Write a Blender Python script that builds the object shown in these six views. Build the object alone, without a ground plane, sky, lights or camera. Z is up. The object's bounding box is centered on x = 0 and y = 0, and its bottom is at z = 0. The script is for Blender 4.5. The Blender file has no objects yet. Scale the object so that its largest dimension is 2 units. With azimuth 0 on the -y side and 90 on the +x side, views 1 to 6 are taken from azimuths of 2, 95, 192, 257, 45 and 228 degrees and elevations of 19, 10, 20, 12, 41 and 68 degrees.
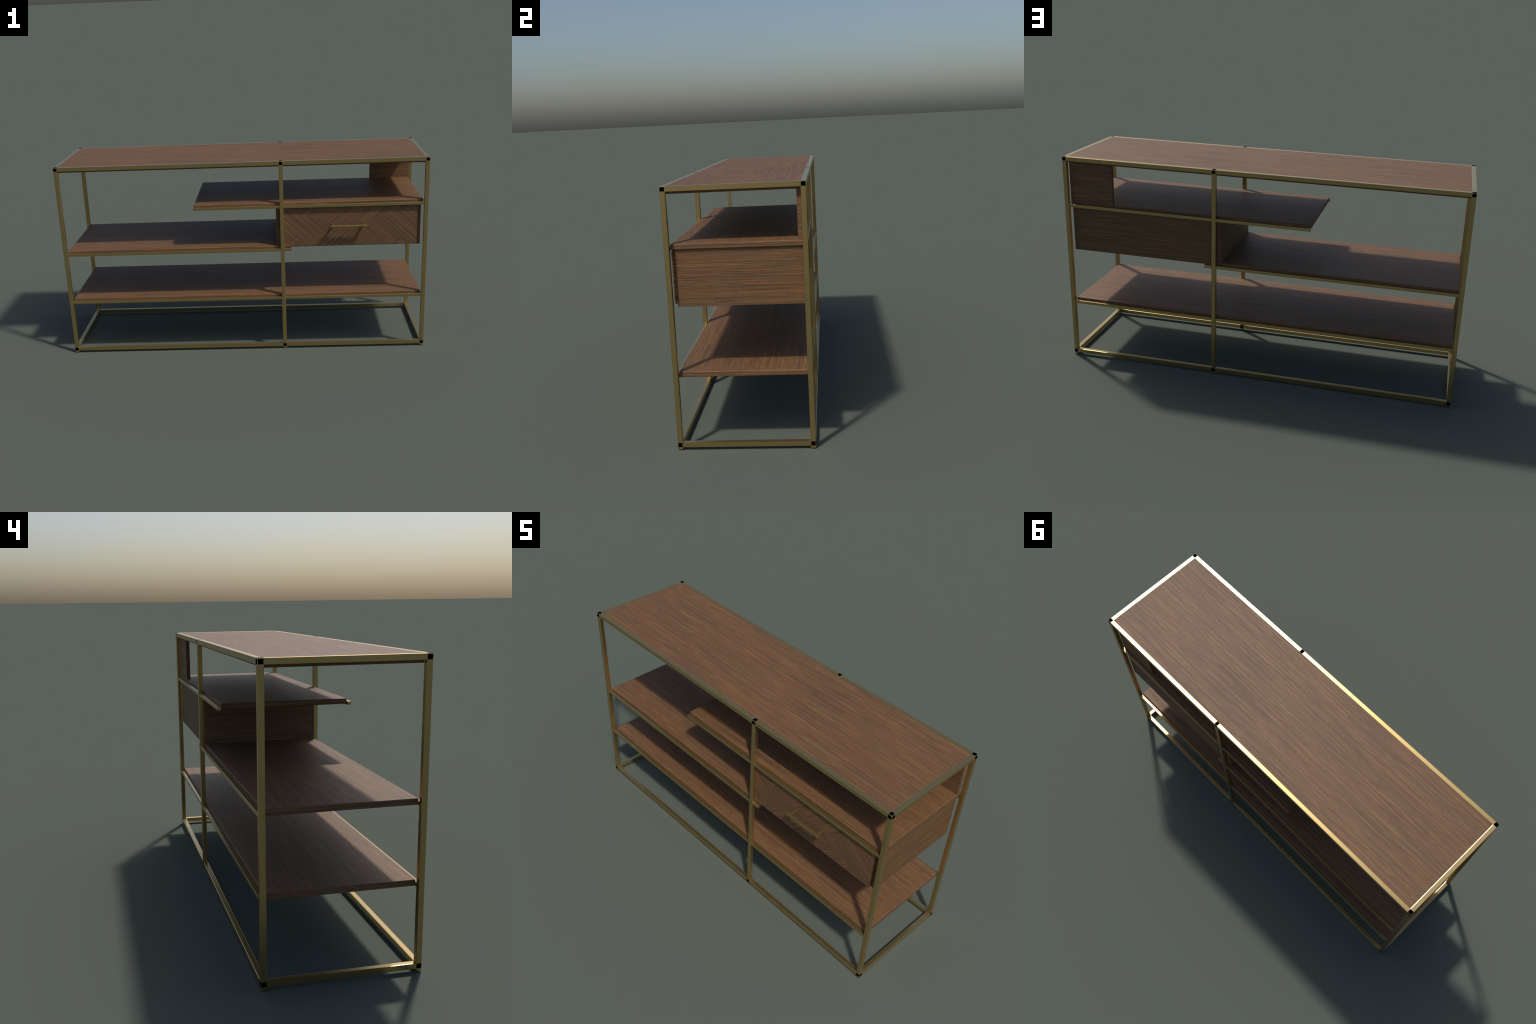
"""Open console shelf unit: brass square-tube frame, walnut boards, one drawer cabinet."""
import bpy, bmesh, math
from mathutils import Vector

# ------------------------------------------------------------------ dimensions
HALF_W = 0.9995            # frame half width
Y_FRONT, Y_BACK = -0.2715, 0.2965
HEIGHT = 1.0853
TUBE = 0.0213              # main square tube
ROD = 0.0155               # lighter rods carrying the shelves
FOOT = 0.0095              # posts run this far below the bottom rails
POST_X = 0.2143            # centre of the middle posts
BOARD = 0.0235             # shelf thickness
SHELF_Z = {"upper": 0.8310, "middle": 0.5870, "lower": 0.3035}   # undersides
BOARD_Y = (-0.2500, 0.2766)

# ------------------------------------------------------------------ node helpers
def new_material(name):
    m = bpy.data.materials.new(name)
    m.use_nodes = True
    nt = m.node_tree
    nt.nodes.clear()
    out = nt.nodes.new("ShaderNodeOutputMaterial")
    bsdf = nt.nodes.new("ShaderNodeBsdfPrincipled")
    nt.links.new(bsdf.outputs[0], out.inputs[0])
    return m, nt, bsdf

class G:
    """tiny wrapper for building node graphs"""
    def __init__(self, nt):
        self.nt = nt
    def put(self, sock, v):
        if hasattr(v, "is_output"):
            self.nt.links.new(v, sock)
        else:
            sock.default_value = v
    def math(self, op, a, b=0.0, c=None):
        n = self.nt.nodes.new("ShaderNodeMath"); n.operation = op
        self.put(n.inputs[0], a); self.put(n.inputs[1], b)
        if c is not None:
            self.put(n.inputs[2], c)
        return n.outputs[0]
    def vmath(self, op, a, b):
        n = self.nt.nodes.new("ShaderNodeVectorMath"); n.operation = op
        self.put(n.inputs[0], a); self.put(n.inputs[1], b)
        return n.outputs[0]
    def sep(self, v):
        n = self.nt.nodes.new("ShaderNodeSeparateXYZ"); self.put(n.inputs[0], v)
        return n.outputs
    def comb(self, x, y, z):
        n = self.nt.nodes.new("ShaderNodeCombineXYZ")
        for s, v in zip(n.inputs, (x, y, z)):
            self.put(s, v)
        return n.outputs[0]
    def mixv(self, f, a, b):
        n = self.nt.nodes.new("ShaderNodeMix"); n.data_type = "VECTOR"
        self.put(n.inputs[0], f); self.put(n.inputs[4], a); self.put(n.inputs[5], b)
        return n.outputs[1]
    def mixc(self, f, a, b, mode="MIX"):
        n = self.nt.nodes.new("ShaderNodeMix"); n.data_type = "RGBA"; n.blend_type = mode
        self.put(n.inputs[0], f); self.put(n.inputs[6], a); self.put(n.inputs[7], b)
        return n.outputs[2]
    def noise(self, vec, scale=1.0, detail=2.0, rough=0.5):
        n = self.nt.nodes.new("ShaderNodeTexNoise")
        self.put(n.inputs["Vector"], vec)
        n.inputs["Scale"].default_value = scale
        n.inputs["Detail"].default_value = detail
        n.inputs["Roughness"].default_value = rough
        return n.outputs[0]
    def ramp(self, f, stops):
        n = self.nt.nodes.new("ShaderNodeValToRGB")
        e = n.color_ramp.elements
        while len(e) < len(stops):
            e.new(0.5)
        for el, (p, c) in zip(e, stops):
            el.position = p
            el.color = c if len(c) == 4 else (*c, 1.0)
        self.put(n.inputs[0], f)
        return n.outputs[0]
    def smooth(self, f, lo, hi):
        n = self.nt.nodes.new("ShaderNodeMapRange"); n.interpolation_type = "SMOOTHSTEP"
        self.put(n.inputs[0], f)
        n.inputs[1].default_value = lo; n.inputs[2].default_value = hi
        return n.outputs[0]

# walnut tones (linear)
W_DARK = (0.056, 0.036, 0.023)
W_BROWN = (0.127, 0.060, 0.026)
W_MID = (0.165, 0.079, 0.032)
W_LIGHT = (0.240, 0.124, 0.047)

def wood_finish(g, nt, bsdf, colour, height, strength):
    g.put(bsdf.inputs["Base Color"], colour)
    bsdf.inputs["Specular IOR Level"].default_value = 0.42
    g.put(bsdf.inputs["Roughness"], g.math("MULTIPLY_ADD", height, -0.10, 0.63))
    b = nt.nodes.new("ShaderNodeBump")
    b.inputs["Strength"].default_value = strength
    b.inputs["Distance"].default_value = 0.0006
    g.put(b.inputs["Height"], height)
    nt.links.new(b.outputs[0], bsdf.inputs["Normal"])

def walnut_material():
    """straight-grained veneer: grain runs along x on tops, fronts and backs and along y on ends"""
    m, nt, bsdf = new_material("walnut_veneer")
    g = G(nt)
    tc = nt.nodes.new("ShaderNodeTexCoord")
    info = nt.nodes.new("ShaderNodeObjectInfo")
    geo = nt.nodes.new("ShaderNodeNewGeometry")
    shift = g.math("MULTIPLY", info.outputs["Random"], 17.0)
    pos = g.vmath("ADD", tc.outputs["Object"], g.comb(shift, shift, shift))
    nx = g.math("ABSOLUTE", g.sep(geo.outputs["True Normal"])[0])
    end = g.math("GREATER_THAN", nx, 0.72)
    x, y, z = g.sep(pos)
    along = g.comb(x, y, z)
    across = g.comb(y, x, z)
    p = g.mixv(end, along, across)          # first axis = along the grain
    # slow waviness of the figure
    wav = g.noise(g.vmath("MULTIPLY", p, (3.2, 9.0, 9.0)), 1.0, 2.0)
    w = g.math("MULTIPLY", g.math("SUBTRACT", wav, 0.5), 0.009)
    ripple = g.noise(g.vmath("MULTIPLY", p, (16.0, 40.0, 40.0)), 1.0, 1.0)
    w = g.math("MULTIPLY_ADD", g.math("SUBTRACT", ripple, 0.5), 0.0022, w)
    p = g.vmath("ADD", p, g.comb(0.0, w, w))
    def layer(sx, sc, detail=1.0):
        return g.noise(g.vmath("MULTIPLY", p, (sx, sc, sc)), 1.0, detail)
    fine = layer(9.0, 620.0, 2.0)
    mid = layer(1.8, 270.0)
    broad = layer(1.1, 60.0)
    fleck = layer(45.0, 480.0)
    v = g.math("MULTIPLY", mid, 0.45)
    v = g.math("MULTIPLY_ADD", fine, 0.48, v)
    v = g.math("MULTIPLY_ADD", broad, 0.07, v)
    col = g.ramp(v, [(0.38, W_BROWN), (0.50, W_MID), (0.64, W_LIGHT)])
    # long pale fibres, then the narrow dark growth lines
    pale = g.smooth(layer(0.8, 230.0), 0.63, 0.74)
    col = g.mixc(g.math("MULTIPLY", pale, 0.55), col, (*W_LIGHT, 1.0))
    line = g.smooth(layer(2.0, 360.0, 0.0), 0.53, 0.66)
    hair = g.smooth(layer(5.0, 660.0, 0.0), 0.52, 0.68)
    dark = g.math("MAXIMUM", g.math("MULTIPLY", line, 0.64), g.math("MULTIPLY", hair, 0.50))
    col = g.mixc(dark, col, (*W_DARK, 1.0))
    v = g.math("SUBTRACT", v, g.math("MULTIPLY", dark, 0.35))
    # alternating reddish and olive fibres
    hue = g.noise(g.vmath("MULTIPLY", p, (1.8, 160.0, 160.0)), 1.0, 1.0)
    tint = g.ramp(hue, [(0.40, (1.04, 0.96, 0.92)), (0.60, (0.96, 1.03, 1.02))])
    col = g.mixc(1.0, col, tint, "MULTIPLY")
    # dark open pores
    pore = g.smooth(fleck, 0.60, 0.72)
    col = g.mixc(g.math("MULTIPLY", pore, 0.50), col, (*W_DARK, 1.0))
    wood_finish(g, nt, bsdf, col, v, 0.35)
    return m

def chevron_material():
    """marquetry drawer front: four sectors meeting behind the handle, their narrow strips
    leaning one way in the left and right sectors and the other way above and below"""
    m, nt, bsdf = new_material("walnut_chevron_marquetry")
    g = G(nt)
    tc = nt.nodes.new("ShaderNodeTexCoord")
    x, y, z = g.sep(tc.outputs["Object"])
    xo = g.math("ADD", x, 0.018)
    side = g.math("GREATER_THAN",
                  g.math("SUBTRACT", g.math("MULTIPLY", g.math("ABSOLUTE", xo), 0.295),
                         g.math("ABSOLUTE", z)), 0.0)
    a = math.radians(42.5)
    s, c = math.sin(a), math.cos(a)
    xs, zc = g.math("MULTIPLY", x, s), g.math("MULTIPLY", z, c)
    xc, zs = g.math("MULTIPLY", x, c), g.math("MULTIPLY", z, s)
    p1, q1 = g.math("ADD", xs, zc), g.math("SUBTRACT", xc, zs)
    p2, q2 = g.math("ADD", g.math("SUBTRACT", zc, xs), 3.0), g.math("ADD", xc, zs)
    v = g.mixv(side, g.comb(q2, p2, y), g.comb(q1, p1, y))
    streak = g.noise(g.vmath("MULTIPLY", v, (0.9, 215.0, 5.0)), 1.0, 2.0, 0.6)
    fine = g.noise(g.vmath("MULTIPLY", v, (1.6, 470.0, 8.0)), 1.0, 1.0)
    val = g.math("MULTIPLY_ADD", fine, 0.42, g.math("MULTIPLY", streak, 0.58))
    col = g.ramp(val, [(0.42, (0.078, 0.044, 0.025)), (0.47, (0.092, 0.050, 0.026)), (0.52, (0.150, 0.075, 0.032)), (0.62, (0.230, 0.122, 0.052))])
    hue = g.noise(g.vmath("MULTIPLY", v, (1.5, 120.0, 4.0)), 1.0, 1.0)
    tint = g.ramp(hue, [(0.40, (1.05, 0.95, 0.90)), (0.60, (0.96, 1.04, 1.03))])
    col = g.mixc(1.0, col, tint, "MULTIPLY")
    wood_finish(g, nt, bsdf, col, val, 0.3)
    return m

def brass_material():
    m, nt, bsdf = new_material("brushed_brass")
    g = G(nt)
    tc = nt.nodes.new("ShaderNodeTexCoord")
    n = g.noise(g.vmath("MULTIPLY", tc.outputs["Object"], (3.0, 3.0, 3.0)), 1.0, 0.0)
    col = g.ramp(n, [(0.3, (0.500, 0.363, 0.155)), (0.7, (0.515, 0.375, 0.162))])
    g.put(bsdf.inputs["Base Color"], col)
    bsdf.inputs["Metallic"].default_value = 0.9
    bsdf.inputs["Roughness"].default_value = 0.29
    return m

def black_material():
    m, nt, bsdf = new_material("overlap_black_shading")
    g = G(nt)
    tc = nt.nodes.new("ShaderNodeTexCoord")
    n = g.noise(tc.outputs["Object"], 300.0, 1.0)
    g.put(bsdf.inputs["Base Color"], g.ramp(n, [(0.3, (0.0, 0.0, 0.0)), (0.7, (0.0006, 0.0006, 0.0006))]))
    bsdf.inputs["Roughness"].default_value = 1.0
    bsdf.inputs["Specular IOR Level"].default_value = 0.0
    return m

WALNUT, CHEVRON = walnut_material(), chevron_material()
BRASS, BLACK = brass_material(), black_material()

# ------------------------------------------------------------------ geometry helpers
def add_box(bm, lo, hi):
    size = [h - l for l, h in zip(lo, hi)]
    mid = [(h + l) / 2 for l, h in zip(lo, hi)]
    r = bmesh.ops.create_cube(bm, size=1.0)
    for v in r["verts"]:
        v.co = Vector([v.co[i] * size[i] + mid[i] for i in range(3)])

def make_part(name, boxes, material, parent, bevel=0.0018, segments=3):
    """one mesh object made of axis-aligned rounded boxes [(lo, hi), ...]; origin at its middle"""
    lo = [min(b[0][i] for b in boxes) for i in range(3)]
    hi = [max(b[1][i] for b in boxes) for i in range(3)]
    origin = Vector([(l + h) / 2 for l, h in zip(lo, hi)])
    bm = bmesh.new()
    for l, h in boxes:
        add_box(bm, Vector(l) - origin, Vector(h) - origin)
    me = bpy.data.meshes.new(name)
    bm.to_mesh(me); bm.free()
    for p in me.polygons:
        p.use_smooth = segments > 1
    me.materials.append(material)
    ob = bpy.data.objects.new(name, me)
    bpy.context.collection.objects.link(ob)
    if bevel:
        mod = ob.modifiers.new("rounded_edges", "BEVEL")
        mod.width = bevel; mod.segments = segments
        mod.limit_method = "ANGLE"; mod.harden_normals = segments > 1
    place(ob, origin, parent)
    return ob

def make_rail(name, length, axis, parent):
    """square tube along x (axis 0) or y (axis 1); its top edges ease off gently, the lower ones are chamfered"""
    h = T2 - 0.00005
    lip, drop, cut = 0.0021, 0.0006, 0.0014
    right = [(h - cut, -h), (h, -h + cut), (h, h - drop), (h - lip, h)]
    ring = right + [(-a, b) for a, b in reversed(right)]
    bm = bmesh.new()
    ends = []
    for e in (-length / 2, length / 2):
        ends.append([bm.verts.new((e, a, b) if axis == 0 else (a, e, b)) for a, b in ring])
    n = len(ring)
    for i in range(n):
        j = (i + 1) % n
        bm.faces.new((ends[0][i], ends[0][j], ends[1][j], ends[1][i]))
    bm.faces.new(ends[0]); bm.faces.new(ends[1])
    bmesh.ops.recalc_face_normals(bm, faces=bm.faces)
    me = bpy.data.meshes.new(name)
    bm.to_mesh(me); bm.free()
    me.materials.append(BRASS)
    ob = bpy.data.objects.new(name, me)
    bpy.context.collection.objects.link(ob)
    ob.parent = parent
    return ob

def place(ob, loc, parent):
    ob.parent = parent
    base = Vector((0, 0, 0))
    p = parent
    while p is not None:
        base += p.location
        p = p.parent
    ob.location = Vector(loc) - base

def repeat(ob, loc, parent):
    c = ob.copy()
    bpy.context.collection.objects.link(c)
    place(c, loc, parent)
    return c

# ------------------------------------------------------------------ the unit
unit = bpy.data.objects.new("console_shelf", None)
unit.empty_display_size = 0.2
bpy.context.collection.objects.link(unit)
unit["label"] = "long open walnut console shelf with brass frame and one drawer"
unit["category"] = "shelf unit"

T2 = TUBE / 2
x_posts = (-HALF_W + T2, POST_X, HALF_W - T2)
y_posts = (Y_FRONT + T2, Y_BACK - T2)
z_rails = (FOOT + T2, HEIGHT - T2)

# six upright posts
post = make_part("post", [((-T2, -T2, 0), (T2, T2, HEIGHT))], BRASS, unit, 0.0018, 1)
spots = [(x, y, HEIGHT / 2) for x in x_posts for y in y_posts]
place(post, spots[0], unit)
for s in spots[1:]:
    repeat(post, s, unit)

# rails between the posts, top and bottom; butted against the posts' faces just inside them
IN = 0.0018
def long_rail(x0, x1):
    first = None
    for z in z_rails:
        for y in y_posts:
            loc = ((x0 + x1) / 2, y, z)
            if first is None:
                first = make_rail("frame_rail", x1 - x0 - TUBE + 2 * IN, 0, unit)
                place(first, loc, unit)
            else:
                repeat(first, loc, unit)
long_rail(x_posts[0], x_posts[1])
long_rail(x_posts[1], x_posts[2])
first = None
for z in z_rails:
    for x in (x_posts[0], x_posts[2]):
        loc = (x, (y_posts[0] + y_posts[1]) / 2, z)
        if first is None:
            first = make_rail("side_rail", y_posts[1] - y_posts[0] - TUBE + 2 * IN, 1, unit)
            place(first, loc, unit)
        else:
            repeat(first, loc, unit)

# thin plates modelling the black shading of overlapping faces where posts and rails cross
PLATE, THK = TUBE - 2 * 0.0019, 0.0008
def shading_plate_mesh(axis):
    h = [PLATE / 2] * 3
    h[axis] = THK / 2
    ob = make_part("black_shading_plate", [([-v for v in h], h)], BLACK, unit, bevel=0)
    for p in ob.data.polygons:
        p.use_smooth = False
    return ob
shading_plates = {}
def put_shading_plate(axis, loc):
    if axis not in shading_plates:
        shading_plates[axis] = shading_plate_mesh(axis)
        place(shading_plates[axis], loc, unit)
    else:
        repeat(shading_plates[axis], loc, unit)
PROUD = 0.0002
for x in x_posts:
    for y in y_posts:
        sy = -1 if y < 0 else 1
        put_shading_plate(2, (x, y, HEIGHT - THK / 2 + PROUD))
        for z in z_rails:
            put_shading_plate(1, (x, y + sy * (T2 - THK / 2 + PROUD), z))
            if x == POST_X:
                put_shading_plate(1, (x, y - sy * (T2 - THK / 2 + PROUD), z))
            else:
                sx = -1 if x < 0 else 1
                put_shading_plate(0, (x + sx * (T2 - THK / 2 + PROUD), y, z))

# thin rods in front of and behind each shelf
XI = HALF_W - TUBE
ROD_FRONT, ROD_BACK = (-0.2683, -0.2528), (0.2778, 0.2932)
rods = {"upper": (-0.2640, XI), "middle": (-XI, 0.2633), "lower": (-XI, XI)}
for level, (x0, x1) in rods.items():
    z0 = SHELF_Z[level] - 0.0040
    for y0, y1 in (ROD_FRONT, ROD_BACK):
        make_part("shelf_rod", [((x0, y0, z0), (x1, y1, z0 + 0.0150))], BRASS, unit, 0.0010, 3)

# boards
make_part("top_board", [((-XI + 0.0002, Y_FRONT + TUBE + 0.0002, 1.0536),
                         (XI - 0.0002, Y_BACK - TUBE - 0.0002, HEIGHT - 0.0006))], WALNUT, unit, 0.0008, 2)
boards = {"upper": (-0.2615, 0.9755), "middle": (-0.9755, 0.2612), "lower": (-0.9755, 0.9755)}
for level, (x0, x1) in boards.items():
    z0 = SHELF_Z[level]
    make_part("shelf_board", [((x0, BOARD_Y[0], z0), (x1, BOARD_Y[1], z0 + BOARD))], WALNUT, unit, 0.0035, 3)

# small back panel in the upper right compartment
make_part("back_panel", [((0.7462, 0.2575, SHELF_Z["upper"] + BOARD - 0.001), (0.9735, 0.2762, 1.0545))],
          WALNUT, unit, 0.0012, 2)

# drawer cabinet hanging under the upper shelf
CX0, CX1 = 0.1818, 0.9665
CY0, CY1 = -0.2355, 0.2762
CZ0, CZ1 = 0.5965, SHELF_Z["upper"] + 0.0008
WALL = 0.0205
cabinet = make_part("cabinet", [((CX0 + WALL, CY0 + 0.002, CZ0 + 0.0005), (CX1 - WALL, CY1 - WALL, CZ0 + WALL)),
                                ((CX0 + WALL, CY0 + 0.002, CZ1 - 0.010), (CX1 - WALL, CY1 - WALL, CZ1 - 0.0005))],
                    WALNUT, unit, 0.0008, 2)
for x0 in (CX0, CX1 - WALL):
    make_part("side_panel", [((x0, CY0, CZ0), (x0 + WALL, CY1, CZ1))], WALNUT, cabinet, 0.0010, 2)
make_part("cabinet_back", [((CX0 + WALL + 0.0002, CY1 - WALL, CZ0 + 0.0003), (CX1 - WALL - 0.0002, CY1 - 0.0004, CZ1))],
          WALNUT, cabinet, 0.0008, 2)

# drawer: marquetry front, plain box behind it, bar handle
DX0, DX1 = 0.2032, 0.9452
DZ0, DZ1 = 0.6055, 0.8220
drawer = make_part("drawer", [((DX0, -0.2535, DZ0), (DX1, -0.2362, DZ1))], CHEVRON, unit, 0.0010, 2)
bx0, bx1, bz0, bz1 = DX0 + 0.012, DX1 - 0.012, CZ0 + WALL + 0.002, DZ1 - 0.03
make_part("drawer_box", [((bx0, -0.2362, bz0), (bx0 + 0.012, 0.235, bz1)),
                         ((bx1 - 0.012, -0.2362, bz0), (bx1, 0.235, bz1)),
                         ((bx0 + 0.012, 0.223, bz0), (bx1 - 0.012, 0.235, bz1)),
                         ((bx0 + 0.012, -0.2362, bz0 + 0.004), (bx1 - 0.012, 0.223, bz0 + 0.012))],
          WALNUT, drawer, 0.0006, 1)
HZ0, HZ1 = 0.7216, 0.7302
make_part("handle", [((0.4743, -0.2970, HZ0), (0.6735, -0.2835, HZ1)),
                     ((0.4852, -0.2850, HZ0 + 0.0002), (0.4978, -0.2520, HZ1 - 0.0002)),
                     ((0.6500, -0.2850, HZ0 + 0.0002), (0.6622, -0.2520, HZ1 - 0.0002))],
          BRASS, drawer, 0.0012, 3)
